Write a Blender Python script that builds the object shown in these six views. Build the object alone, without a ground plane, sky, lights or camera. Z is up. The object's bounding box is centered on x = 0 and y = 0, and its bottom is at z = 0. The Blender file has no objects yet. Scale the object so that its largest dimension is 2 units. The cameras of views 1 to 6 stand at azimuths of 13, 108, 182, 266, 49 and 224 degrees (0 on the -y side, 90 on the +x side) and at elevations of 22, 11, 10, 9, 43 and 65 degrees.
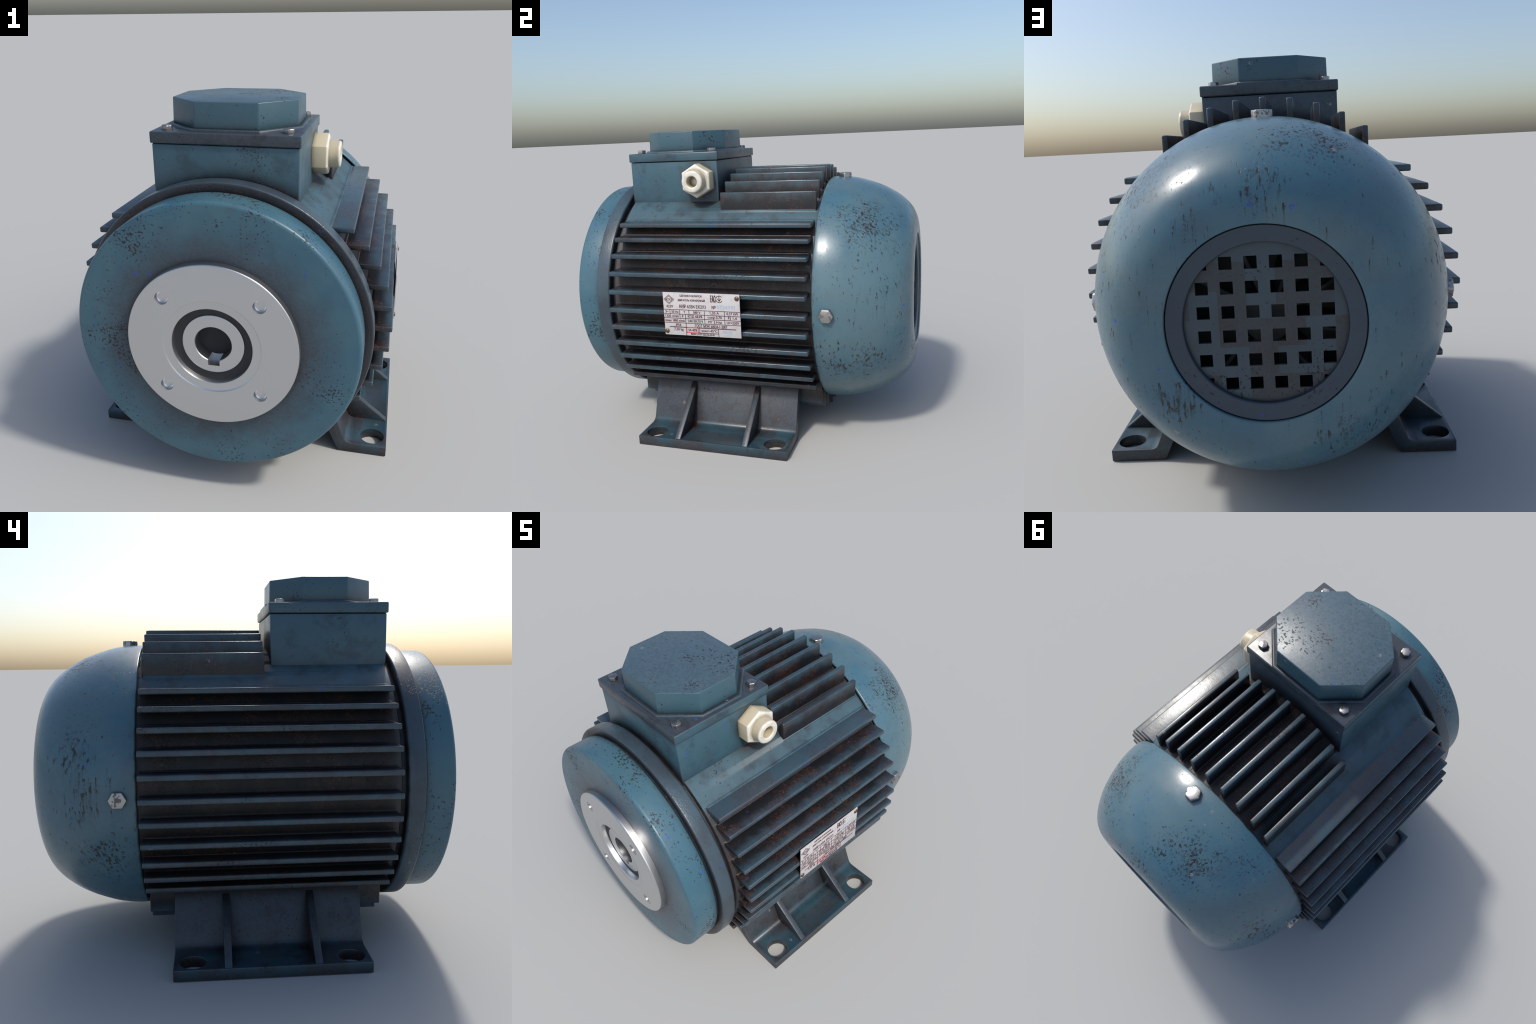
import bpy, bmesh, math, random
from math import sin, cos, pi, sqrt, radians
from mathutils import Vector, Matrix

random.seed(7)
CZ = 0.810            # height of the shaft axis (the axis runs along y)
R_BARREL = 0.660      # radius of the finned housing
R_FIN = 0.760         # circle on which the fin tips lie
FIN_T = 0.0265        # fin thickness
FIN_Y0, FIN_Y1 = -0.682, 0.478
COL = bpy.context.scene.collection


# ------------------------------------------------------------------ helpers
def add(name, mesh, mat=None, parent=None, loc=(0, 0, 0), rot=(0, 0, 0)):
    ob = bpy.data.objects.new(name, mesh)
    COL.objects.link(ob)
    ob.location, ob.rotation_euler = loc, rot
    if mat and not mesh.materials:
        mesh.materials.append(mat)
    if parent:
        ob.parent = parent
    return ob


def mesh_from(bm, name, smooth=35):
    bmesh.ops.recalc_face_normals(bm, faces=bm.faces)
    me = bpy.data.meshes.new(name)
    bm.to_mesh(me)
    bm.free()
    if smooth:
        me.shade_smooth()
        me.set_sharp_from_angle(angle=radians(smooth))
    return me


def bake(me, mods, smooth=35):
    """run modifiers on a mesh and return the result as a plain mesh"""
    ob = bpy.data.objects.new("tmp", me)
    COL.objects.link(ob)
    for kind, kw in mods:
        m = ob.modifiers.new(kind, kind)
        for k, v in kw.items():
            setattr(m, k, v)
    bpy.context.view_layer.update()
    dg = bpy.context.evaluated_depsgraph_get()
    out = bpy.data.meshes.new_from_object(ob.evaluated_get(dg))
    out.name = me.name
    bpy.data.objects.remove(ob)
    if smooth:
        out.shade_smooth()
        out.set_sharp_from_angle(angle=radians(smooth))
    return out


def bevel(w, seg=3, ang=40):
    return ("BEVEL", dict(width=w, segments=seg, limit_method="ANGLE", angle_limit=radians(ang), harden_normals=False))


def lathe(name, prof, seg=128, closed=False, smooth=35):
    """revolve (radius, y) points about the motor axis"""
    bm = bmesh.new()
    rings = []
    for r, y in prof:
        if r < 1e-6:
            rings.append([bm.verts.new((0, y, CZ))])
        else:
            rings.append([bm.verts.new((r * cos(2 * pi * i / seg), y, CZ + r * sin(2 * pi * i / seg))) for i in range(seg)])
    pairs = list(zip(rings, rings[1:])) + ([(rings[-1], rings[0])] if closed else [])
    for a, b in pairs:
        for i in range(seg):
            j = (i + 1) % seg
            if len(a) == 1 and len(b) == 1:
                break
            if len(a) == 1:
                bm.faces.new((a[0], b[i], b[j]))
            elif len(b) == 1:
                bm.faces.new((a[i], a[j], b[0]))
            else:
                bm.faces.new((a[i], a[j], b[j], b[i]))
    return mesh_from(bm, name, smooth)


def arc(cx, cy, r, a0, a1, n=6):
    return [(cx + r * cos(radians(a0 + (a1 - a0) * i / n)), cy + r * sin(radians(a0 + (a1 - a0) * i / n))) for i in range(n + 1)]


def box(name, x0, x1, y0, y1, z0, z1, bev=0.006, seg=3):
    bm = bmesh.new()
    bmesh.ops.create_cube(bm, size=1)
    for v in bm.verts:
        v.co = Vector((x0 if v.co.x < 0 else x1, y0 if v.co.y < 0 else y1, z0 if v.co.z < 0 else z1))
    me = mesh_from(bm, name, 0)
    return bake(me, [bevel(bev, seg)]) if bev else me


def extrude_poly(name, pts, d0, d1, to3, mods=(), smooth=35):
    bm = bmesh.new()
    a = [bm.verts.new(to3(p, d0)) for p in pts]
    b = [bm.verts.new(to3(p, d1)) for p in pts]
    bm.faces.new(a)
    bm.faces.new(b[::-1])
    n = len(pts)
    for i in range(n):
        bm.faces.new((a[i], b[i], b[(i + 1) % n], a[(i + 1) % n]))
    me = mesh_from(bm, name, 0)
    return bake(me, list(mods), smooth)


def smooth_curve(pts, n=8):
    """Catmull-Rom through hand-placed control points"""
    out = []
    P = [pts[0]] + list(pts) + [pts[-1]]
    for i in range(1, len(P) - 2):
        p0, p1, p2, p3 = (Vector(p) for p in P[i - 1:i + 3])
        for k in range(n):
            t = k / n
            out.append(tuple(0.5 * (2 * p1 + (p2 - p0) * t + (2 * p0 - 5 * p1 + 4 * p2 - p3) * t * t + (3 * p1 - p0 - 3 * p2 + p3) * t ** 3)))
    out.append(tuple(pts[-1]))
    return out


# ---------------------------------------------------------------- materials
class NT:
    def __init__(self, name):
        self.mat = bpy.data.materials.new(name)
        self.mat.use_nodes = True
        self.t = self.mat.node_tree
        self.bsdf = self.t.nodes["Principled BSDF"]
        self.geo = self.t.nodes.new("ShaderNodeNewGeometry")
        self.pos = self.geo.outputs["Position"]

    def put(self, sock, v):
        if isinstance(v, bpy.types.NodeSocket):
            self.t.links.new(v, sock)
        elif isinstance(v, tuple) and len(v) == 3 and sock.type == "RGBA":
            sock.default_value = (*v, 1)
        else:
            sock.default_value = v

    def vec(self, scale=(1, 1, 1), off=(0, 0, 0), src=None):
        n = self.t.nodes.new("ShaderNodeMapping")
        self.put(n.inputs["Vector"], src or self.pos)
        n.inputs["Scale"].default_value = scale
        n.inputs["Location"].default_value = off
        return n.outputs[0]

    def noise(self, scale, detail=4, rough=0.55, vec=None, dist=0.0):
        n = self.t.nodes.new("ShaderNodeTexNoise")
        self.put(n.inputs["Vector"], vec or self.pos)
        n.inputs["Scale"].default_value = scale
        n.inputs["Detail"].default_value = detail
        n.inputs["Roughness"].default_value = rough
        n.inputs["Distortion"].default_value = dist
        return n.outputs["Fac"]

    def voronoi(self, scale, vec=None):
        n = self.t.nodes.new("ShaderNodeTexVoronoi")
        self.put(n.inputs["Vector"], vec or self.pos)
        n.inputs["Scale"].default_value = scale
        return n.outputs["Distance"], n.outputs["Color"]

    def math(self, op, a, b=0.0, clamp=False):
        n = self.t.nodes.new("ShaderNodeMath")
        n.operation, n.use_clamp = op, clamp
        self.put(n.inputs[0], a)
        self.put(n.inputs[1], b)
        return n.outputs[0]

    def vmath(self, op, a, b=(0, 0, 0)):
        n = self.t.nodes.new("ShaderNodeVectorMath")
        n.operation = op
        self.put(n.inputs[0], a)
        self.put(n.inputs[1], b)
        return n.outputs[0]

    def mul(self, *a):
        r = a[0]
        for x in a[1:]:
            r = self.math("MULTIPLY", r, x)
        return r

    def plus(self, a, b):
        return self.math("ADD", a, b, True)

    def ramp(self, v, lo, hi, to0=0.0, to1=1.0):
        n = self.t.nodes.new("ShaderNodeMapRange")
        n.interpolation_type = "SMOOTHSTEP"
        self.put(n.inputs["Value"], v)
        for k, x in (("From Min", lo), ("From Max", hi), ("To Min", to0), ("To Max", to1)):
            n.inputs[k].default_value = x
        return n.outputs[0]

    def mix(self, fac, a, b):
        n = self.t.nodes.new("ShaderNodeMix")
        n.data_type = "RGBA"
        self.put(n.inputs["Factor"], fac)
        self.put(n.inputs["A"], a)
        self.put(n.inputs["B"], b)
        return n.outputs["Result"]

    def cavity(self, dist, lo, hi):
        """1 in corners and grooves, 0 on open faces: where shade and grime go into the colour"""
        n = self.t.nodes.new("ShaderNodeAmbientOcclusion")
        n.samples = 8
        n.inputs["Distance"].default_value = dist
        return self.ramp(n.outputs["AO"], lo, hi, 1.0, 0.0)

    def xyz(self, v=None):
        n = self.t.nodes.new("ShaderNodeSeparateXYZ")
        self.put(n.inputs[0], v or self.pos)
        return n.outputs

    def bump(self, h, dist, strength=1.0):
        n = self.t.nodes.new("ShaderNodeBump")
        n.inputs["Strength"].default_value = strength
        n.inputs["Distance"].default_value = dist
        self.put(n.inputs["Height"], h)
        return n.outputs[0]

    def finish(self, col, rough, metal=0.0, normal=None, spec=0.5):
        b = self.bsdf.inputs
        self.put(b["Base Color"], col)
        self.put(b["Roughness"], rough)
        self.put(b["Metallic"], metal)
        b["Specular IOR Level"].default_value = spec
        if normal:
            self.put(b["Normal"], normal)
        return self.mat


BLUE = (0.042, 0.108, 0.155)
TEAL = (0.058, 0.124, 0.158)
GREY = (0.050, 0.058, 0.074)
SHADE_SOOT = (0.0060, 0.0066, 0.0085)  # near-black for painted crevice shade and grime together
BARE = (0.017, 0.016, 0.018)
RUST = (0.165, 0.055, 0.022)


def paint(name, base=BLUE, base2=TEAL, worn=0.35, worn_col=GREY, cav=(0.10, 0.45, 0.95, 0.75), chips=0.72, cluster=0.52, chip_scale=88, stretch=(1, 1, 1),
          drips=0.0, rust=0.3, specks=1.0, blocks=0.0, groove=0.0, rough=0.36, seed=0.0, pebble=0.0, near_shaft=0.0, worn_at=0.5, faces=(), above=None, shoulder=None, bump=0.7, flaking=(), blotch=0.0, edges=0.0, edge_col=(0.085, 0.125, 0.150)):
    m = NT(name)
    o = (seed * 3.1, seed * 1.7, seed * 2.3)
    p = m.vec(off=o)
    big = m.noise(2.6, 5, 0.6, p)
    mid = m.noise(9, 5, 0.6, p)
    fine = m.noise(85, 3, 0.6, p)
    px, py, pz = m.xyz()
    radius = m.t.nodes.new("ShaderNodeVectorMath")
    radius.operation = "LENGTH"
    m.put(radius.inputs[0], m.vec(scale=(1, 0, 1), off=(0, 0, -CZ)))
    radius = radius.outputs["Value"]
    side = m.math("ABSOLUTE", px)
    col = m.mix(m.ramp(big, 0.38, 0.62), base, base2)
    if shoulder:            # teal paint without groove darkening on the upper shoulders of the housing
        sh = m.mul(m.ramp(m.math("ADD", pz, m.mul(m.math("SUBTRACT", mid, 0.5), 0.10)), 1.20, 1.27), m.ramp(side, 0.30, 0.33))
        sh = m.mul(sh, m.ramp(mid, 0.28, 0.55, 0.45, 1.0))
    # paint rubbed down to a grey film in broad patches
    film_amt = m.mul(m.ramp(m.noise(3.6, 7, 0.68, m.vec(off=(o[0] + 4, o[1] + 9, o[2]))), worn_at, worn_at + 0.17), worn)
    if faces:               # faces turned a given way take more of the film tone
        nrm = m.xyz(m.geo.outputs["Normal"])
        for axis, sign, amt in faces:
            f = m.ramp(m.mul(nrm[axis], float(sign)), 0.55, 0.90)
            film_amt = m.math("MAXIMUM", film_amt, m.mul(f, m.ramp(mid, 0.25, 0.55, amt * 0.75, amt)))
    if above:
        film_amt = m.math("MAXIMUM", film_amt, m.mul(m.ramp(m.math("ADD", pz, m.mul(m.math("SUBTRACT", mid, 0.5), 0.03)), above[0], above[0] + 0.02), above[1]))
    if blocks:  # square tint patches copied from a fault of the source texture
        q = m.vmath("FLOOR", m.vec(scale=(10.4, 10.4, 10.4), off=(0.37 + o[0], 0.21 + o[1], 0.4 + o[2])))
        w = m.t.nodes.new("ShaderNodeTexWhiteNoise")
        m.put(w.inputs["Vector"], q)
        film_amt = m.plus(film_amt, m.mul(m.ramp(w.outputs["Value"], 0.45, 0.62), blocks))
    if near_shaft:
        d = m.math("ADD", radius, m.mul(m.math("SUBTRACT", mid, 0.5), 0.22))
        film_amt = m.plus(film_amt, m.ramp(d, 0.38, 0.60, near_shaft, 0.0))
    if shoulder:
        belt = m.ramp(m.math("ABSOLUTE", m.math("SUBTRACT", pz, CZ)), 0.13, 0.24, 0.8, 0.0)
        col = m.mix(m.mul(belt, m.ramp(mid, 0.35, 0.55, 0.4, 1.0)), col, (0.040, 0.038, 0.036))
        ends = m.math("MAXIMUM", m.ramp(py, -0.668, -0.680), m.ramp(py, 0.476, 0.484))
        col = m.mix(m.mul(ends, 0.8), col, (0.045, 0.046, 0.052))
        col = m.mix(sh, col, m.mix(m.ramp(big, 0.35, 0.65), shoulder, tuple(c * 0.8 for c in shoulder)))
        film_amt = m.mul(film_amt, m.math("SUBTRACT", 1.0, m.math("MAXIMUM", m.mul(sh, 0.75), ends)))
    film = m.mix(m.ramp(fine, 0.35, 0.65), worn_col, tuple(c * 0.70 for c in worn_col))
    col = m.mix(film_amt, col, film)
    # occlusion shade and grime painted in corners and deep between the fins
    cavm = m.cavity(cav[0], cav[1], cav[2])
    shade_dirt = m.mul(cavm, m.ramp(mid, 0.25, 0.60, 0.55, 1.0), cav[3])
    if groove:  # fin roots darkened: baked groove shade plus grime
        d = m.math("ADD", radius, m.mul(m.math("SUBTRACT", m.noise(11, 6, 0.68, p), 0.5), 0.11))
        g = m.ramp(d, 0.700, 0.775, groove, 0.0)
        spared = m.mul(m.ramp(side, 0.42, 0.45), m.ramp(pz, 1.225, 1.255), 0.85)
        g = m.mul(g, m.math("SUBTRACT", 1.0, spared))
        shade_dirt = m.math("MAXIMUM", shade_dirt, g)
    if blotch:
        shade_dirt = m.math("MAXIMUM", shade_dirt, m.mul(m.ramp(m.noise(7.5, 7, 0.72, m.vec(off=(o[0] + 3, o[1] + 6, o[2] + 1))), 0.50, 0.66), blotch))
    col = m.mix(shade_dirt, col, SHADE_SOOT)
    if edges:               # edges coloured lighter: painted edge highlights along with worn lines
        bev = m.t.nodes.new("ShaderNodeBevel")
        bev.samples = 4
        bev.inputs["Radius"].default_value = 0.007
        dot = m.t.nodes.new("ShaderNodeVectorMath")
        dot.operation = "DOT_PRODUCT"
        m.put(dot.inputs[0], bev.outputs[0])
        m.put(dot.inputs[1], m.geo.outputs["Normal"])
        edge_tone = m.mul(m.ramp(dot.outputs["Value"], 0.985, 0.90), m.ramp(m.noise(20, 5, 0.7, p), 0.40, 0.60, 0.25, 1.0), m.math("SUBTRACT", 1.0, m.ramp(cavm, 0.2, 0.8)), edges)
        col = m.mix(edge_tone, col, edge_col)
    if rust:
        rn = m.mul(m.ramp(m.noise(60, 6, 0.78, p, 2.2), 0.50, 0.66), m.ramp(m.noise(5.5, 4, 0.65, m.vec(off=(7, o[1], 3))), 0.42, 0.60, 0.10, 1.0))
        col = m.mix(m.mul(rn, m.ramp(shade_dirt, 0.25, 0.65), rust), col, RUST)
    # chipped paint: specks in clusters
    where = m.noise(3.1, 4, 0.6, m.vec(off=(o[0] + 1.3, o[1], o[2] + 5)))
    lift = m.math("ADD", m.ramp(where, cluster - 0.14, cluster + 0.10, 0.0, 0.075), m.ramp(where, cluster + 0.04, cluster + 0.15, 0.0, 0.085))

    scatter = m.noise(13, 4, 0.65, m.vec(off=(o[2], o[0], o[1])))
    for x, y, z, r, amt in flaking:      # heavier flaking round these places
        d = m.t.nodes.new("ShaderNodeVectorMath")
        d.operation = "DISTANCE"
        m.put(d.inputs[0], m.pos)
        d.inputs[1].default_value = (x, y, z)
        ragged = m.math("ADD", d.outputs["Value"], m.mul(m.math("SUBTRACT", scatter, 0.5), r * 2.6))
        lift = m.math("MAXIMUM", lift, m.ramp(ragged, r * 0.05, r * 1.35, amt * 0.92, 0.0))

    def flaked(dz=0.0):
        n = m.noise(chip_scale, 3.0, 0.55, m.vec(scale=stretch, off=(o[0], o[1], o[2] + dz)))
        return m.math("ADD", n, lift)

    chip = m.ramp(flaked(), chips, chips + 0.020)
    if drips:               # rust water run down from each flake
        run = None
        for k in range(5):
            t = m.mul(m.ramp(flaked((0.009 + 0.016 * k) * stretch[2]), chips - 0.01, chips + 0.04), drips * (0.85, 0.66, 0.48, 0.30, 0.15)[k])
            run = t if run is None else m.math("MAXIMUM", run, t)
        col = m.mix(run, col, (0.020, 0.026, 0.034))
    col = m.mix(m.mul(chip, 0.92), col, BARE)
    if specks:
        rag = m.ramp(m.noise(130, 2, 0.5, p), 0.47, 0.53)
        d, c = m.voronoi(15, m.vec(off=(o[0] + 2, o[1] + 8, o[2])))
        cc = m.xyz(c)
        spot = m.mul(m.ramp(d, 0.13, 0.19, 1.0, 0.0), rag)
        col = m.mix(m.mul(spot, m.ramp(cc[0], 0.90, 0.91), specks * 0.85), col, (0.030, 0.065, 0.34))
        col = m.mix(m.mul(spot, m.ramp(cc[1], 0.93, 0.94), specks * 0.7), col, (0.30, 0.24, 0.22))
    rg = m.math("ADD", m.mul(m.math("SUBTRACT", mid, 0.5), 0.25), rough)
    rg = m.math("ADD", rg, m.mul(chip, 0.22))
    rg = m.math("ADD", rg, m.mul(shade_dirt, 0.12), True)
    h = m.math("ADD", m.mul(m.noise(28, 5, 0.6, p), 0.35), m.mul(chip, -0.6))
    if pebble:
        h = m.math("ADD", h, m.mul(m.noise(120, 2, 0.5, p), m.ramp(big, 0.45, 0.6), pebble))
    return m.finish(col, rg, 0.0, m.bump(h, 0.0020, bump))


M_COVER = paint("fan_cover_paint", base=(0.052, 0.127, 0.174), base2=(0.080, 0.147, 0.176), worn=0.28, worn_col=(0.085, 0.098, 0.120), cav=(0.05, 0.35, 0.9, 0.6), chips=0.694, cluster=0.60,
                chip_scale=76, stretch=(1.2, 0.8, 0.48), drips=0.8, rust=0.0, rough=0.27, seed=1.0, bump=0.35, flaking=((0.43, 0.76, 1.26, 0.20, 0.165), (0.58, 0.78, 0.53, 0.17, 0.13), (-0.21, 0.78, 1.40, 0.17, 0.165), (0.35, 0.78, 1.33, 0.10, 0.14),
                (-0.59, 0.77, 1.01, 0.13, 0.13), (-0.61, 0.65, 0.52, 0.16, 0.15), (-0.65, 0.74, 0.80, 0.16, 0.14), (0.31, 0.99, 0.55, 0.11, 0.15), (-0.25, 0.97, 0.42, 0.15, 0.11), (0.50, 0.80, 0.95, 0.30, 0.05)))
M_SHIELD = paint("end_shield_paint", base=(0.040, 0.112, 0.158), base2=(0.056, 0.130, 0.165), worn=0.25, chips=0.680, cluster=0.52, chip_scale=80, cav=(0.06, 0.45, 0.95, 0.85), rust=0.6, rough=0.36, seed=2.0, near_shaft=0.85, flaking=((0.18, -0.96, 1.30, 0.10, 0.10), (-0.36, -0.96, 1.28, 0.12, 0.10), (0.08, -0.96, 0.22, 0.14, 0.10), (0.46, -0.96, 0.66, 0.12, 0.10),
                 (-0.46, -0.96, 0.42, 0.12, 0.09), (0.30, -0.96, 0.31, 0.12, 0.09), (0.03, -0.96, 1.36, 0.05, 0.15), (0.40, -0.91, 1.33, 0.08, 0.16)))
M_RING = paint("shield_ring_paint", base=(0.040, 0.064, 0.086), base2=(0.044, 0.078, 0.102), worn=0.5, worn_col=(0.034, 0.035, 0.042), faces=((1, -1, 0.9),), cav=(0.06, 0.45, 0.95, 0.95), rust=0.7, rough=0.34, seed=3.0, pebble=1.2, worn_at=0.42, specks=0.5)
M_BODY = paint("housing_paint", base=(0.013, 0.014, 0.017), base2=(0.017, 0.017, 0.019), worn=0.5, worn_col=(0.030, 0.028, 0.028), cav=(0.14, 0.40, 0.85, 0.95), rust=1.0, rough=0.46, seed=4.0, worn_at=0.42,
               specks=0.4, shoulder=(0.050, 0.108, 0.140))  # near-black base holds groove shade and grime in the colour
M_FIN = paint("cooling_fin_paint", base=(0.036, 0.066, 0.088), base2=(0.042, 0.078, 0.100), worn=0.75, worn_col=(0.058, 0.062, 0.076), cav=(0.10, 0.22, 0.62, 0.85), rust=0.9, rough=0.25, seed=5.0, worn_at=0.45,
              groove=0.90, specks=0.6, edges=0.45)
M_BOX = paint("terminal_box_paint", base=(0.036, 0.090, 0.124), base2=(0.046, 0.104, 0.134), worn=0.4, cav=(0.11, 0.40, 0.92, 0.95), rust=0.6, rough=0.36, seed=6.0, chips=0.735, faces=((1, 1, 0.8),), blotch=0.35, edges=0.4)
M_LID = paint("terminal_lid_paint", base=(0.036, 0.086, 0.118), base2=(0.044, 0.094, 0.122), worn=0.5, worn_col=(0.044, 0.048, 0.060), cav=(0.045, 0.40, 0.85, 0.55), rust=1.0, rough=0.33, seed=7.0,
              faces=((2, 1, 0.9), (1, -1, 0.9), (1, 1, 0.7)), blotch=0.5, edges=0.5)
M_CAP = paint("terminal_cap_paint", base=(0.036, 0.090, 0.120), base2=(0.044, 0.098, 0.126), worn=0.35, worn_col=(0.072, 0.112, 0.140), faces=((2, 1, 0.85),), cav=(0.06, 0.45, 0.9, 0.7), rust=0.4, rough=0.35, seed=8.4, chips=0.700, cluster=0.56, chip_scale=74, edges=0.5, flaking=((0.05, -0.33, 1.80, 0.13, 0.15), (0.17, -0.27, 1.80, 0.12, 0.16), (0.22, -0.50, 1.80, 0.06, 0.18), (0.12, -0.62, 1.74, 0.08, 0.10)))  # up-facing top takes the lighter film tone
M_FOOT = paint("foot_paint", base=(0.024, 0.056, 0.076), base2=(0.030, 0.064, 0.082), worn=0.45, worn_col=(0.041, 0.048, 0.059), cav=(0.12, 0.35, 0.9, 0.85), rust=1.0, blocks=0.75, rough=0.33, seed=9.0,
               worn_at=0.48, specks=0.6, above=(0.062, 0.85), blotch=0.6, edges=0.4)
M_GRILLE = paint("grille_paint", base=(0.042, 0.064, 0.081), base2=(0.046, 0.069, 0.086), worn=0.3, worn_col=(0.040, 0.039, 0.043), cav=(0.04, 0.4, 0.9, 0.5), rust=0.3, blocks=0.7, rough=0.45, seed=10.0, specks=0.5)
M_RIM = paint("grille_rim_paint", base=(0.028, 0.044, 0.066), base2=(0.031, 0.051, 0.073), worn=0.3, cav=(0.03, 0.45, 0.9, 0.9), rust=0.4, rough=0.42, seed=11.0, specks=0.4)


def bare_steel(name, base, rough, stain=0.0, seed=0.0):
    m = NT(name)
    p = m.vec(off=(seed, seed, seed))
    n = m.noise(34, 5, 0.65, p)
    col = m.mix(m.mul(m.ramp(n, 0.52, 0.58), stain), base, (0.10, 0.09, 0.08))
    r = m.math("ADD", m.mul(m.ramp(n, 0.52, 0.60), stain * 0.4), rough)
    h = m.noise(160, 3, 0.5, p)
    return m.finish(col, r, m.math("SUBTRACT", 1.0, m.mul(m.ramp(n, 0.52, 0.58), stain * 0.5)), m.bump(h, 0.0006, 0.5))


M_STEEL = bare_steel("machined_steel", (0.60, 0.605, 0.61), 0.33)
M_BOLT = bare_steel("bolt_steel", (0.42, 0.41, 0.40), 0.36, 0.8, 3.0)
M_BOLT_DARK = bare_steel("lid_bolt_steel", (0.36, 0.35, 0.35), 0.33, 0.7, 5.0)
M_RIVET = bare_steel("brass_rivet", (0.20, 0.125, 0.085), 0.38, 0.3, 1.0)


def plain(name, col, rough, metal=0.0, var=0.12):
    m = NT(name)
    n = m.noise(40, 4, 0.6)
    return m.finish(m.mix(n, tuple(c * (1 - var) for c in col), tuple(min(1, c * (1 + var)) for c in col)), rough, metal)


M_RUBBER = plain("black_seal", (0.022, 0.023, 0.025), 0.55, var=0.4)
M_DARK = plain("dark_interior", (0.016, 0.016, 0.018), 0.7, var=0.5)
M_FAN = plain("fan_plastic", (0.045, 0.045, 0.045), 0.5, var=0.4)
def plate_enamel():
    m = NT("nameplate_enamel")
    n = m.ramp(m.noise(24, 6, 0.7), 0.46, 0.70)
    edge = m.cavity(0.02, 0.5, 1.0)
    col = m.mix(m.mul(n, 0.45), (0.53, 0.515, 0.52), (0.36, 0.32, 0.31))
    col = m.mix(m.mul(edge, 0.4), col, (0.16, 0.12, 0.10))
    return m.finish(col, m.math("ADD", m.mul(n, 0.2), 0.30), 0.1)


M_PLATE = plate_enamel()
M_PRINT = plain("maroon_print", (0.085, 0.018, 0.026), 0.5, var=0.2)
M_RED = plain("red_print", (0.62, 0.03, 0.06), 0.5, var=0.1)
M_STAMP = plain("pale_blue_stamp", (0.30, 0.44, 0.57), 0.5, var=0.25)


def ivory():
    m = NT("ivory_plastic")
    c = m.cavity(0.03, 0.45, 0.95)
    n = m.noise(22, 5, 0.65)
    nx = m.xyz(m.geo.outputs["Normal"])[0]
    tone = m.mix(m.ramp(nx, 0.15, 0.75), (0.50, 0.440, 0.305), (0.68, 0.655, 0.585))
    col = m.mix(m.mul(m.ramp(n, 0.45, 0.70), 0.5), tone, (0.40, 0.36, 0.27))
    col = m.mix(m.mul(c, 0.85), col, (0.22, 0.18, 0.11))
    return m.finish(col, 0.34, 0.0, m.bump(n, 0.001, 0.4))


M_IVORY = ivory()

# -------------------------------------------------------------------- thing
root = bpy.data.objects.new("electric_motor", None)
root.empty_display_size = 0.3
COL.objects.link(root)
root["label"] = "worn blue finned electric motor with terminal box and feet"
root["category"] = "electric motor"

# ------------------------------------------------- fin positions (both ends of the rules)
STEP = radians(7.83)
side_fins = []          # (tip x, z) on the +x side
for j in range(-5, 6):
    a = j * STEP
    rad = R_FIN - 0.0284 * (abs(j) / 5) ** 2.6
    side_fins.append((rad * cos(a), CZ + rad * sin(a)))
top_fins = []           # (x, height of the tip above the axis)
for j in range(-4, 5):
    a = j * radians(7.93)
    rad = R_FIN - 0.016 * (abs(j) / 4) ** 3
    top_fins.append((rad * sin(a), rad * cos(a)))


# ------------------------------------------------------------------ housing
def barrel_radius(th, crown=True):
    """plain circle, raised in a small fillet where it runs up a fin"""
    x, z = R_BARREL * cos(th), R_BARREL * sin(th)
    d = 1.0
    for fx, fz in side_fins:
        if abs(x) > 0.4:
            d = min(d, abs(z - (fz - CZ)) - FIN_T / 2)
    for fx, fh in top_fins:
        if abs(x) < 0.42 and (crown or z < 0):
            d = min(d, abs(x - fx) - FIN_T / 2)
    R = 0.008
    d = max(d, 0.0)
    return R_BARREL + (R - sqrt(max(R * R - (R - d) ** 2, 0)) if d < R else 0.0)


def housing():
    seg = 1100
    ths = [2 * pi * i / seg for i in range(seg)]
    rad = [barrel_radius(t) for t in ths]
    bare = [barrel_radius(t, False) for t in ths]
    sections = [(-0.702, lambda i: 0.60), (-0.702, lambda i: R_BARREL - 0.006), (-0.697, lambda i: R_BARREL), (FIN_Y0 + 0.004, lambda i: R_BARREL),
                (FIN_Y0 + 0.012, lambda i: bare[i]), (-0.108, lambda i: bare[i]), (-0.098, lambda i: rad[i]), (FIN_Y1 - 0.012, lambda i: rad[i]), (FIN_Y1 - 0.004, lambda i: R_BARREL), (0.560, lambda i: R_BARREL), (0.560, lambda i: 0.40)]
    bm = bmesh.new()
    rings = [[bm.verts.new((f(i) * cos(t), y, CZ + f(i) * sin(t))) for i, t in enumerate(ths)] for y, f in sections]
    for a, b in zip(rings, rings[1:]):
        for i in range(seg):
            j = (i + 1) % seg
            bm.faces.new((a[i], a[j], b[j], b[i]))
    return mesh_from(bm, "housing", 40)


add("housing", housing(), M_BODY, root)

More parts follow.
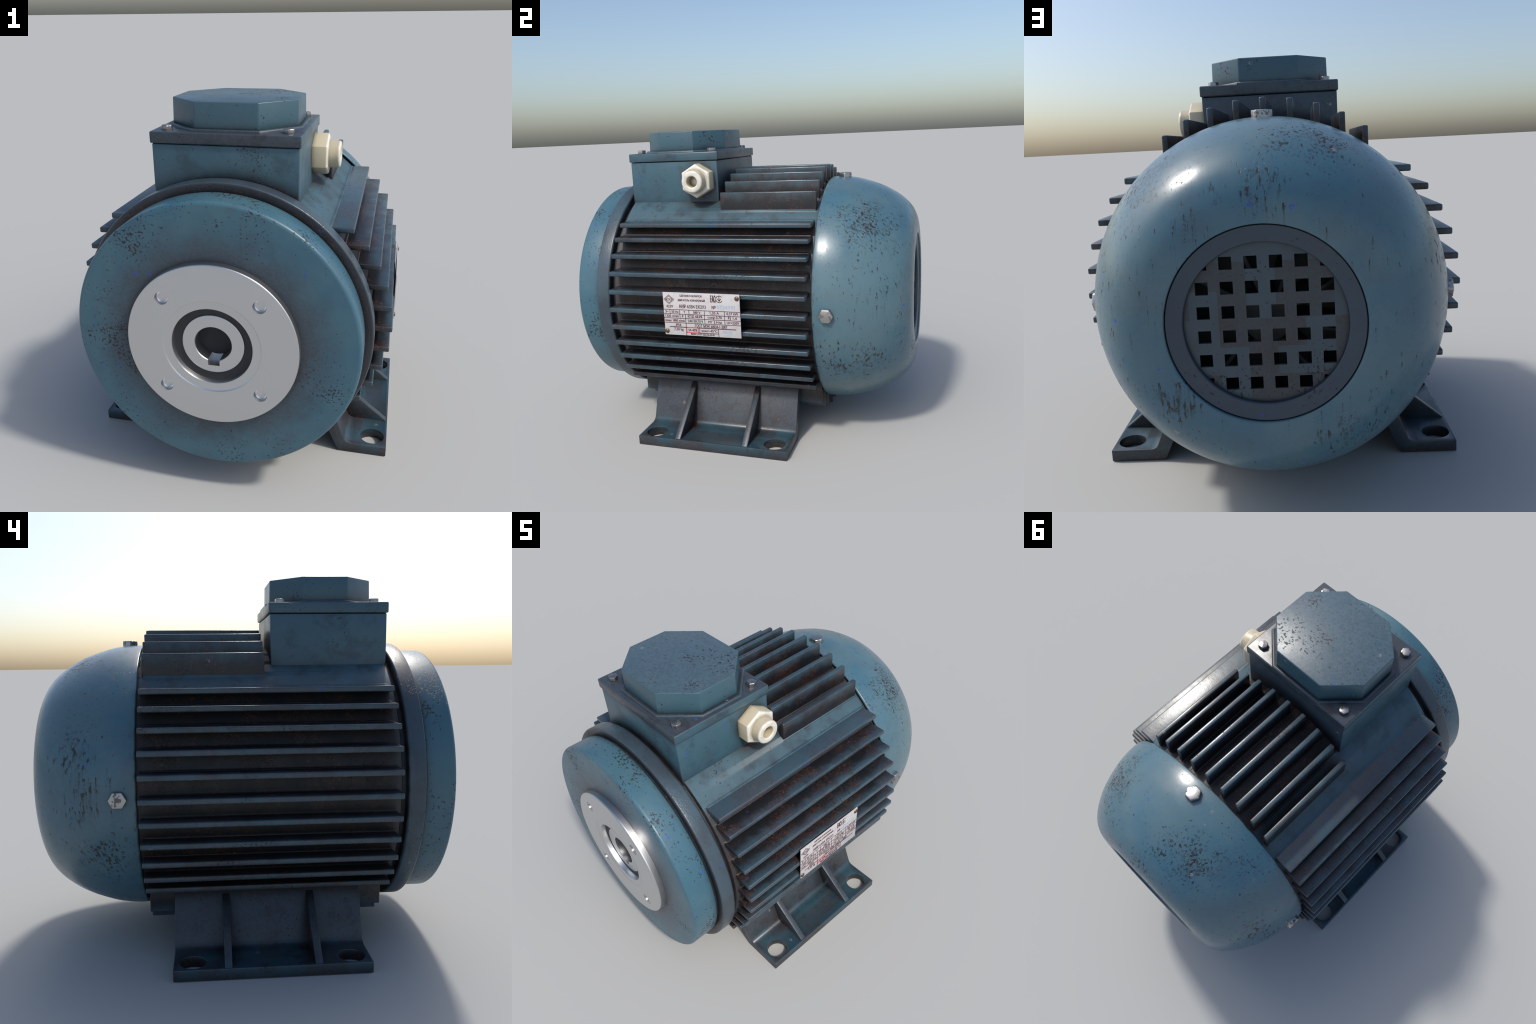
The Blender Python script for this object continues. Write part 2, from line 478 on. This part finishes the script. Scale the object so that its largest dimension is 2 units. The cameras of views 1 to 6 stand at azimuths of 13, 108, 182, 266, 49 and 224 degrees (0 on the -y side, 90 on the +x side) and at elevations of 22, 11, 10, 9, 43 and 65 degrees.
# fins: one mesh for the sides, one for the top, one for the underside
me_side = box("cooling_fin_side", -0.19, 0.0, FIN_Y0, FIN_Y1, -FIN_T / 2, FIN_T / 2, 0.0062, 3)
for sx in (1, -1):
    for fx, fz in side_fins:
        add("cooling_fin", me_side, M_FIN, root, (sx * fx, 0, fz), (0, 0 if sx > 0 else pi, 0))
me_top = box("cooling_fin_top", -FIN_T / 2, FIN_T / 2, -0.100, 0.475, -0.17, 0.0, 0.0062, 3)
me_low = box("cooling_fin_low", -FIN_T / 2, FIN_T / 2, FIN_Y0, FIN_Y1, -0.17, 0.0, 0.0062, 3)
for fx, fh in top_fins:
    add("cooling_fin", me_top, M_FIN, root, (fx, 0, CZ + fh))
    add("cooling_fin", me_low, M_FIN, root, (fx, 0, CZ - fh), (0, pi, 0))

# ------------------------------------------------------------- front shield
prof = [(0.62, -0.700), (0.640, -0.700), (0.640, -0.724)]
prof += arc(0.672, -0.736, 0.012, 90, 0, 5)
prof += [(0.684, -0.775)] + arc(0.674, -0.798, 0.010, 0, -88, 5) + [(0.640, -0.806), (0.60, -0.806)]
add("shield_ring", lathe("shield_ring", prof, 160), M_RING, root)
prof = [(0.60, -0.800), (0.632, -0.802)] + arc(0.6345, -0.824, 0.011, 80, 0, 5) + arc(0.6265, -0.9435, 0.019, 0, -88, 7) + [(0.50, -0.9625), (0.36, -0.9625), (0.19, -0.960), (0.19, -0.90)]
front = add("front_shield", lathe("front_shield", prof, 160), M_SHIELD, root)

# machined flange: rim, four blind bolt holes, stepped recess
prof = [(0.30, -0.955), (0.3865, -0.955), (0.3865, -0.990)] + arc(0.3795, -0.993, 0.007, 0, -90, 4)[1:] + [(0.228, -1.000), (0.2240, -1.0000), (0.2222, -0.9990), (0.2195, -0.9960), (0.2175, -0.9952),
        (0.187, -0.9950), (0.1830, -0.9940), (0.1815, -0.9915), (0.1815, -0.925), (0.25, -0.925)]
flange_me = lathe("machined_flange", prof, 160, closed=True)


def cylinder_y(name, r, y0, y1, x, z, seg=40):
    bm = bmesh.new()
    bmesh.ops.create_cone(bm, cap_ends=True, segments=seg, radius1=r, radius2=r, depth=abs(y1 - y0), matrix=Matrix.Translation((x, (y0 + y1) / 2, z)) @ Matrix.Rotation(pi / 2, 4, "X"))
    return mesh_from(bm, name, 30)


def cut(me, cutters, extra=(), smooth=35):
    obs = []
    for c in cutters:
        o = bpy.data.objects.new("cutter", c)
        COL.objects.link(o)
        obs.append(o)
    out = bake(me, [("BOOLEAN", dict(operation="DIFFERENCE", object=o, solver="EXACT")) for o in obs] + list(extra), smooth)
    for o in obs:
        bpy.data.objects.remove(o)
    return out


def dimple(x, z):
    """blind hole: short cylinder with a rounded floor"""
    bm = bmesh.new()
    bmesh.ops.create_cone(bm, cap_ends=True, segments=32, radius1=0.0300, radius2=0.0300, depth=0.06, matrix=Matrix.Translation((x, -1.006, z)) @ Matrix.Rotation(pi / 2, 4, "X"))
    return bake(mesh_from(bm, "dimple", 0), [bevel(0.013, 4)], 0)


flange_me = cut(flange_me, [dimple(sx * 0.2155, CZ + sz * 0.2155) for sx in (1, -1) for sz in (1, -1)])
flange = add("machined_flange", flange_me, M_STEEL, root)
add("shaft_seal", lathe("shaft_seal", [(0.13, -0.966), (0.1413, -0.9672), (0.1435, -0.9650), (0.155, -0.9642), (0.17, -0.9648), (0.1813, -0.9665), (0.1813, -0.93)], 120), M_RUBBER, flange)
# hollow shaft with keyway
prof = [(0.083, -0.86), (0.083, -0.9675), (0.0855, -0.971), (0.1375, -0.971)] + arc(0.1375, -0.9675, 0.0035, -90, 0, 3)[1:] + [(0.141, -0.86)]
shaft_me = lathe("hollow_shaft", prof, 120, closed=True)
key = box("keyway", -0.0265, 0.0265, -1.0, -0.903, CZ - 0.106, CZ - 0.06, 0)
shaft = add("hollow_shaft", cut(shaft_me, [key]), M_STEEL, flange)
add("bore_floor", lathe("bore_floor", [(0.0, -0.910), (0.06, -0.911), (0.082, -0.908), (0.0835, -0.906)], 48), M_DARK, flange)

# ---------------------------------------------------------------- fan cover
outer = smooth_curve([(0.6815, 0.497), (0.6830, 0.52), (0.6815, 0.57), (0.672, 0.64), (0.656, 0.70), (0.634, 0.765), (0.607, 0.825), (0.577, 0.875), (0.545, 0.918), (0.507, 0.955), (0.466, 0.980),
                      (0.425, 0.994), (0.380, 1.000), (0.345, 1.0)], 5)
prof = [(0.667, 0.520), (0.669, 0.494), (0.674, 0.4915), (0.679, 0.4935)] + outer + [(0.338, 0.9995), (0.3355, 0.998), (0.334, 0.995), (0.3335, 0.980), (0.34, 0.97)]
inner = [(r - 0.014, y - 0.012) for r, y in outer[::-1] if r > 0.36 and y > 0.54]
cover = add("fan_cover", lathe("fan_cover", prof + inner, 200, smooth=45), M_COVER, root)
prof = [(0.335, 0.974), (0.3322, 0.988), (0.3295, 0.9905), (0.325, 0.990), (0.283, 0.9845)] + arc(0.2805, 0.9775, 0.007, 80, 180, 5) + [(0.2730, 0.960), (0.29, 0.955), (0.335, 0.958)]
rim = add("grille_rim", lathe("grille_rim", prof, 160, closed=True), M_RIM, cover)


def grille():
    """flat plate pierced by a 6 x 6 grid of square holes"""
    pitch, hole, th = 0.0825, 0.0428, 0.010
    edges = [-0.285]
    for k in range(6):
        c = (k - 2.5) * pitch
        edges += [c - hole / 2, c + hole / 2]
    edges.append(0.285)
    bm = bmesh.new()
    V = {}
    n = len(edges)
    for i in range(n):
        for j in range(n):
            for s in (0, 1):
                V[i, j, s] = bm.verts.new((edges[i], 0.966 - s * th, CZ + edges[j]))
    solid = lambda i, j: 0 <= i < n - 1 and 0 <= j < n - 1 and not (i % 2 == 1 and j % 2 == 1)
    for i in range(n - 1):
        for j in range(n - 1):
            if not solid(i, j):
                continue
            for s in (0, 1):
                bm.faces.new([V[i, j, s], V[i + 1, j, s], V[i + 1, j + 1, s], V[i, j + 1, s]])
            for (a, b), (di, dj) in ((((i, j), (i + 1, j)), (0, -1)), (((i, j + 1), (i + 1, j + 1)), (0, 1)), (((i, j), (i, j + 1)), (-1, 0)), (((i + 1, j), (i + 1, j + 1)), (1, 0))):
                if not solid(i + di, j + dj):
                    bm.faces.new([V[(*a, 0)], V[(*b, 0)], V[(*b, 1)], V[(*a, 1)]])
    return mesh_from(bm, "air_grille", 0)


add("air_grille", grille(), M_GRILLE, cover)


def fan():
    bm = bmesh.new()
    for k in range(9):
        a = 2 * pi * k / 9 + 0.2
        m = Matrix.Translation((0, 0.84, CZ)) @ Matrix.Rotation(a, 4, "Y") @ Matrix.Translation((0.27, 0, 0)) @ Matrix.Rotation(0.25, 4, "X")
        bmesh.ops.create_cube(bm, size=1, matrix=m @ Matrix.Diagonal((0.36, 0.13, 0.012, 1)))
    bmesh.ops.create_cone(bm, cap_ends=True, segments=40, radius1=0.10, radius2=0.085, depth=0.16, matrix=Matrix.Translation((0, 0.82, CZ)) @ Matrix.Rotation(-pi / 2, 4, "X"))
    bmesh.ops.create_cone(bm, cap_ends=True, segments=60, radius1=0.46, radius2=0.46, depth=0.012, matrix=Matrix.Translation((0, 0.765, CZ)) @ Matrix.Rotation(-pi / 2, 4, "X"))
    return mesh_from(bm, "cooling_fan", 30)


add("cooling_fan", fan(), M_FAN, cover)


# -------------------------------------------------------------------- bolts
def hex_bolt(name, r, h, washer=False):
    bm = bmesh.new()
    bmesh.ops.create_cone(bm, cap_ends=True, segments=6, radius1=r, radius2=r, depth=h, matrix=Matrix.Translation((0, 0, h / 2)))
    return bake(mesh_from(bm, name, 0), [bevel(r * 0.11, 3)], 30)


me_bolt = hex_bolt("hex_bolt", 0.0415, 0.056)
add("hex_bolt", me_bolt, M_BOLT, cover, (0, 0.569, CZ + 0.650), (0, 0, radians(30)))
add("hex_bolt", me_bolt, M_BOLT, cover, (0.647, 0.571, CZ), (0, radians(90), 0))
add("hex_bolt", me_bolt, M_BOLT, cover, (-0.647, 0.570, CZ), (0, radians(-90), 0))

# ------------------------------------------------------------- terminal box
tb = add("terminal_box", box("terminal_box", -0.3275, 0.3275, -0.7070, -0.1365, 1.30, 1.6275, 0.006), M_BOX, root)
lid = add("terminal_lid", box("terminal_lid", -0.3345, 0.3345, -0.7145, -0.129, 1.6287, 1.680, 0.0065), M_LID, root)


def octagon(cx, cy, hx, hy, kx, ky):
    return [(cx + hx, cy - ky), (cx + hx, cy + ky), (cx + kx, cy + hy), (cx - kx, cy + hy), (cx - hx, cy + ky), (cx - hx, cy - ky), (cx - kx, cy - hy), (cx + kx, cy - hy)]


def loft_octagons(name, levels, bev):
    bm = bmesh.new()
    rings = []
    for z, grow in levels:
        pts = octagon(0, -0.409, 0.289 + grow, 0.2555 + grow, 0.142 + grow * 0.41, 0.109 + grow * 0.41)
        rings.append([bm.verts.new((x, y, z)) for x, y in pts])
    for a, b in zip(rings, rings[1:]):
        for i in range(8):
            bm.faces.new((a[i], a[(i + 1) % 8], b[(i + 1) % 8], b[i]))
    bm.faces.new(rings[-1])
    bm.faces.new(rings[0][::-1])
    return bake(mesh_from(bm, name, 0), [bevel(bev, 3, 30)], 30)


add("octagonal_cap", loft_octagons("octagonal_cap", [(1.660, 0.003), (1.804, 0.0)], 0.0055), M_CAP, lid)
add("cap_collar", loft_octagons("cap_collar", [(1.665, 0.0245), (1.6815, 0.0240), (1.6875, 0.0215), (1.6910, 0.0165), (1.6910, 0.0110), (1.6893, 0.0070), (1.6888, 0.0025)], 0.0012), M_LID, lid)
me_lb = hex_bolt("lid_bolt", 0.0262, 0.0245)
for k, (x, y) in enumerate([(0.272, -0.655), (-0.272, -0.655), (0.272, -0.190), (-0.272, -0.190)]):
    add("lid_bolt", me_lb, M_BOLT_DARK, lid, (x, y, 1.676), (0, 0, radians((0, 14, 31, 40)[k])))

# cable gland: flange nut and sleeve, axis along +x
GY, GZ = -0.250, 1.5115


def lathe_x(name, prof, seg, x0, yc, zc, smooth=40):
    bm = bmesh.new()
    rings = [[bm.verts.new((x0 + x, yc + r * cos(2 * pi * i / seg), zc + r * sin(2 * pi * i / seg))) for i in range(seg)] for r, x in prof]
    for a, b in zip(rings, rings[1:]):
        for i in range(seg):
            bm.faces.new((a[i], a[(i + 1) % seg], b[(i + 1) % seg], b[i]))
    bm.faces.new(rings[-1])
    return mesh_from(bm, name, smooth)


def gland_nut():
    bm = bmesh.new()
    rings = []
    for x, r in ((0.310, 0.1015), (0.3915, 0.1015), (0.398, 0.0985), (0.4015, 0.0925), (0.4030, 0.086)):
        rings.append([bm.verts.new((x, GY + r * sin(pi / 3 * i), GZ + r * cos(pi / 3 * i))) for i in range(6)])
    for a, b in zip(rings, rings[1:]):
        for i in range(6):
            bm.faces.new((a[i], a[(i + 1) % 6], b[(i + 1) % 6], b[i]))
    bm.faces.new(rings[-1])
    return bake(mesh_from(bm, "gland_nut", 0), [bevel(0.0025, 2, 30)], 32)


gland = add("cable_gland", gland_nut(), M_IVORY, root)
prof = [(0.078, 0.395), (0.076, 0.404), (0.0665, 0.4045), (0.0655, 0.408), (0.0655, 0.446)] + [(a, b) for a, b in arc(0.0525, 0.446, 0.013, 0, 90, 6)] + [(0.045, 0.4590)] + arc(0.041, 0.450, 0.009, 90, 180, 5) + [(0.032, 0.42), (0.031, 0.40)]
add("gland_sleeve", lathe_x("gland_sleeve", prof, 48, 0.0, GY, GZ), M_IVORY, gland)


# --------------------------------------------------------------------- feet
def foot_mesh():
    prof = [(0.5315, 0.0), (0.779, 0.0), (0.779, 0.0525), (0.605, 0.0525)]
    prof += [(0.588, 0.0545), (0.574, 0.0600), (0.565, 0.069), (0.560, 0.081)]
    prof += [(0.440, 0.392), (0.395, 0.350), (0.478, 0.120)]
    me = extrude_poly("mounting_foot", prof, -0.5535, 0.3515, lambda p, d: (p[0], d, p[1]), [], 0)
    holes = []
    for y in (-0.468, 0.263):
        bm = bmesh.new()
        bmesh.ops.create_cone(bm, cap_ends=True, segments=48, radius1=0.0610, radius2=0.0610, depth=0.3, matrix=Matrix.Translation((0.703, y, 0.03)))
        holes.append(mesh_from(bm, "hole", 0))
    return cut(me, holes, [bevel(0.0032, 2, 35)], 32)


def gusset_mesh():
    prof = [(0.771, 0.045), (0.771, 0.0545), (0.478, 0.292), (0.45, 0.292), (0.50, 0.045)]
    return extrude_poly("gusset", prof, -0.0175, 0.0175, lambda p, d: (p[0], d, p[1]), [bevel(0.004, 2, 35)], 32)


me_foot, me_gus = foot_mesh(), gusset_mesh()
me_foot2, me_gus2 = me_foot.copy(), me_gus.copy()
for me in (me_foot2, me_gus2):
    me.transform(Matrix.Scale(-1, 4, (1, 0, 0)))
    me.flip_normals()
for a, b in ((me_foot, me_gus), (me_foot2, me_gus2)):
    f = add("mounting_foot", a, M_FOOT, root)
    for y in (0.104, -0.306):
        add("gusset", b, M_FOOT, f, (0, y, 0))

# ---------------------------------------------------------------- nameplate
PY0, PZ1, PW, PH, PX = -0.3295, 0.9320, 0.4520, 0.2445, 0.7675
plate = add("nameplate", box("nameplate", 0.7625, PX, PY0, PY0 + PW, PZ1 - PH, PZ1, 0.0012, 2), M_PLATE, root)


def at(u, v):
    return PY0 + u * PW, PZ1 - v * PH


def dome(name, r, h):
    bm = bmesh.new()
    bmesh.ops.create_uvsphere(bm, u_segments=24, v_segments=12, radius=1)
    for v in bm.verts:
        v.co = Vector((v.co.z * h, v.co.x * r, v.co.y * r))
    return mesh_from(bm, name, 60)


me_rivet = dome("rivet", 0.0132, 0.007)
for u, v in ((0.966, 0.095), (0.029, 0.912)):
    y, z = at(u, v)
    add("rivet", me_rivet, M_RIVET, plate, (PX, y, z))

pieces = {"print": bmesh.new(), "red": bmesh.new(), "stamp": bmesh.new()}


def bar(key, u0, v0, u1, v1, w):
    """printed rule from one point of the plate to another, w metres wide"""
    (y0, z0), (y1, z1) = at(u0, v0), at(u1, v1)
    L = sqrt((y1 - y0) ** 2 + (z1 - z0) ** 2)
    a = math.atan2(z1 - z0, y1 - y0)
    m = Matrix.Translation((PX + 0.0003, (y0 + y1) / 2, (z0 + z1) / 2)) @ Matrix.Rotation(a, 4, "X") @ Matrix.Diagonal((0.0008, L + w, w, 1))
    bmesh.ops.create_cube(pieces[key], size=1, matrix=m)


def text(key, s, u, v, h, width=None, heavy=0.0007):
    """lettering centred at (u, v), cap height h, squeezed to the given width"""
    cu = bpy.data.curves.new("t", "FONT")
    cu.body, cu.size, cu.align_x, cu.align_y = s, 1.0, "CENTER", "CENTER"
    cu.extrude, cu.resolution_u = 0.02, 3
    ob = bpy.data.objects.new("t", cu)
    COL.objects.link(ob)
    bpy.context.view_layer.update()
    me = bpy.data.meshes.new_from_object(ob.evaluated_get(bpy.context.evaluated_depsgraph_get()))
    bpy.data.objects.remove(ob)
    xs = [q.co.x for q in me.vertices]
    ys = [q.co.y for q in me.vertices]
    w, cx, cy = max(xs) - min(xs), (max(xs) + min(xs)) / 2, (max(ys) + min(ys)) / 2
    sy = h / 0.72
    sx = width / w if width else sy * 0.85
    y, z = at(u, v)
    me.transform(Matrix(((0, 0, 0.0004 / 0.02, PX + 0.0003), (sx, 0, 0, y - sx * cx), (0, sy, 0, z - sy * cy), (0, 0, 0, 1))))
    for k in (0, 1):          # struck twice, a hair apart, for a bold face
        pieces[key].from_mesh(me)
        me.transform(Matrix.Translation((0.00012, heavy, 0.0)))
    bpy.data.meshes.remove(me)


def circle(key, u, v, r, w, a0=0, a1=360, n=22):
    y, z = at(u, v)
    for i in range(n):
        t0, t1 = (radians(a0 + (a1 - a0) * k / n) for k in (i, i + 1))
        bar(key, u + r * cos(t0) / PW, v - r * sin(t0) / PH, u + r * cos(t1) / PW, v - r * sin(t1) / PH, w)


LW = 0.0029
for v, u0, u1 in ((0.400, 0, 1), (0.502, 0, 1), (0.602, 0, 1), (0.708, 0, 1), (0.808, 0.068, 0.935), (0.925, 0.29, 0.71)):
    bar("print", u0 + 0.004, v, u1 - 0.004, v, LW * (1.5 if v == 0.808 else 1.0))
for u, v0, v1 in ((0.083, 0.40, 0.50), (0.214, 0.40, 0.60), (0.337, 0.40, 0.50), (0.54, 0.40, 0.708), (0.80, 0.40, 0.708), (0.288, 0.502, 0.995), (0.465, 0.83, 0.925), (0.712, 0.808, 0.995)):
    bar("print", u, v0, u, v1, LW)
# rhombus emblem, conformity mark, circled arrow
for k in (1.0, 0.74):
    du, dv = 0.069 * k, 0.105 * k
    c = [(0.08, 0.165 - dv), (0.08 + du, 0.165), (0.08, 0.165 + dv), (0.08 - du, 0.165)]
    for p, q in zip(c, c[1:] + c[:1]):
        bar("print", *p, *q, 0.0022)
text("print", "\u041a\u042d\u0417", 0.08, 0.165, 0.013, 0.036)
text("print", "\u0415\u0410\u0421", 0.66, 0.118, 0.038, 0.030, 0.0026)
circle("print", 0.742, 0.12, 0.0185, 0.0030, 40, 330)
bar("print", 0.742, 0.06, 0.742, 0.16, 0.0036)
bar("print", 0.722, 0.115, 0.742, 0.165, 0.0036)
bar("print", 0.762, 0.115, 0.742, 0.165, 0.0036)
H = 0.0145
for s, u, v, h, w in (
    ("\u0421\u0414\u0415\u041b\u0410\u041d\u041e \u0412 \u0411\u0415\u041b\u0410\u0420\u0423\u0421\u0418", 0.37, 0.073, 0.011, 0.132),
    ("\u0414\u0412\u0418\u0413\u0410\u0422\u0415\u041b\u042c \u0410\u0421\u0418\u041d\u0425\u0420\u041e\u041d\u041d\u042b\u0419", 0.378, 0.170, 0.011, 0.162),
    ("4239", 0.082, 0.325, 0.0155, 0.039), ("\u0410\u0418\u0420 63\u04124 \u0415\u041a2\u04233", 0.385, 0.315, 0.0195, 0.160), ("\u2116", 0.665, 0.313, 0.019, 0.022),
    ("3~", 0.042, 0.450, H, 0.021), ("50 Hz", 0.150, 0.450, H, 0.042), ("Y", 0.275, 0.450, H, 0.010), ("380 V", 0.440, 0.450, H, 0.044), ("1,20 A", 0.670, 0.450, H, 0.052), ("0,37 kW", 0.900, 0.450, H, 0.066),
    ("1320 r/min", 0.106, 0.551, H, 0.080), ("F", 0.250, 0.551, H, 0.009), ("\u041a\u041f\u0414 68,0%", 0.414, 0.551, H, 0.086), ("cos\u03c6 0,70", 0.670, 0.551, H, 0.083), ("FJ 1,6", 0.900, 0.551, H, 0.052),
    ("nmax 1800 r/min", 0.144, 0.655, H, 0.118), ("240 \u0412\u041a\u041b/\u0427", 0.414, 0.655, H, 0.088), ("M\u0442  2 \u041d\u00b7\u043c", 0.670, 0.655, H, 0.077), ("U\u0442=220V", 0.902, 0.655, H, 0.070),
    ("IP54", 0.185, 0.758, H, 0.031), ("\u0413\u041e\u0421\u0422 \u041c\u042d\u041a 60034-1-2007", 0.615, 0.758, 0.0165, 0.190),
    ("7,30 kg", 0.186, 0.868, 0.0155, 0.056), ("S4-40%", 0.372, 0.866, H, 0.052), ("tmin=-45\u00b0C", 0.590, 0.866, H, 0.094), ("\u0424\u0410\u041a\u0421 (+375 222) 26-43-02", 0.500, 0.962, 0.0105, 0.140)):
    text("print", s, u, v, h, w)
text("stamp", "0724391", 0.820, 0.300, 0.020, 0.104)
text("stamp", "0914", 0.825, 0.880, 0.018, 0.055)
for p, q in (((0.293, 0.806), (0.444, 0.806)), ((0.444, 0.806), (0.444, 0.926)), ((0.444, 0.926), (0.293, 0.926)), ((0.293, 0.926), (0.293, 0.806))):
    bar("red", *p, *q, 0.0036)
for v in pieces["red"].verts:
    v.co.x += 0.0002
for key, nm, mat in (("print", "printed_lettering", M_PRINT), ("red", "red_frame", M_RED), ("stamp", "stamped_number", M_STAMP)):
    bmesh.ops.recalc_face_normals(pieces[key], faces=pieces[key].faces)
    me = bpy.data.meshes.new(nm)
    pieces[key].to_mesh(me)
    pieces[key].free()
    o = add(nm, me, mat, plate)
    o["kind"] = "stuff"
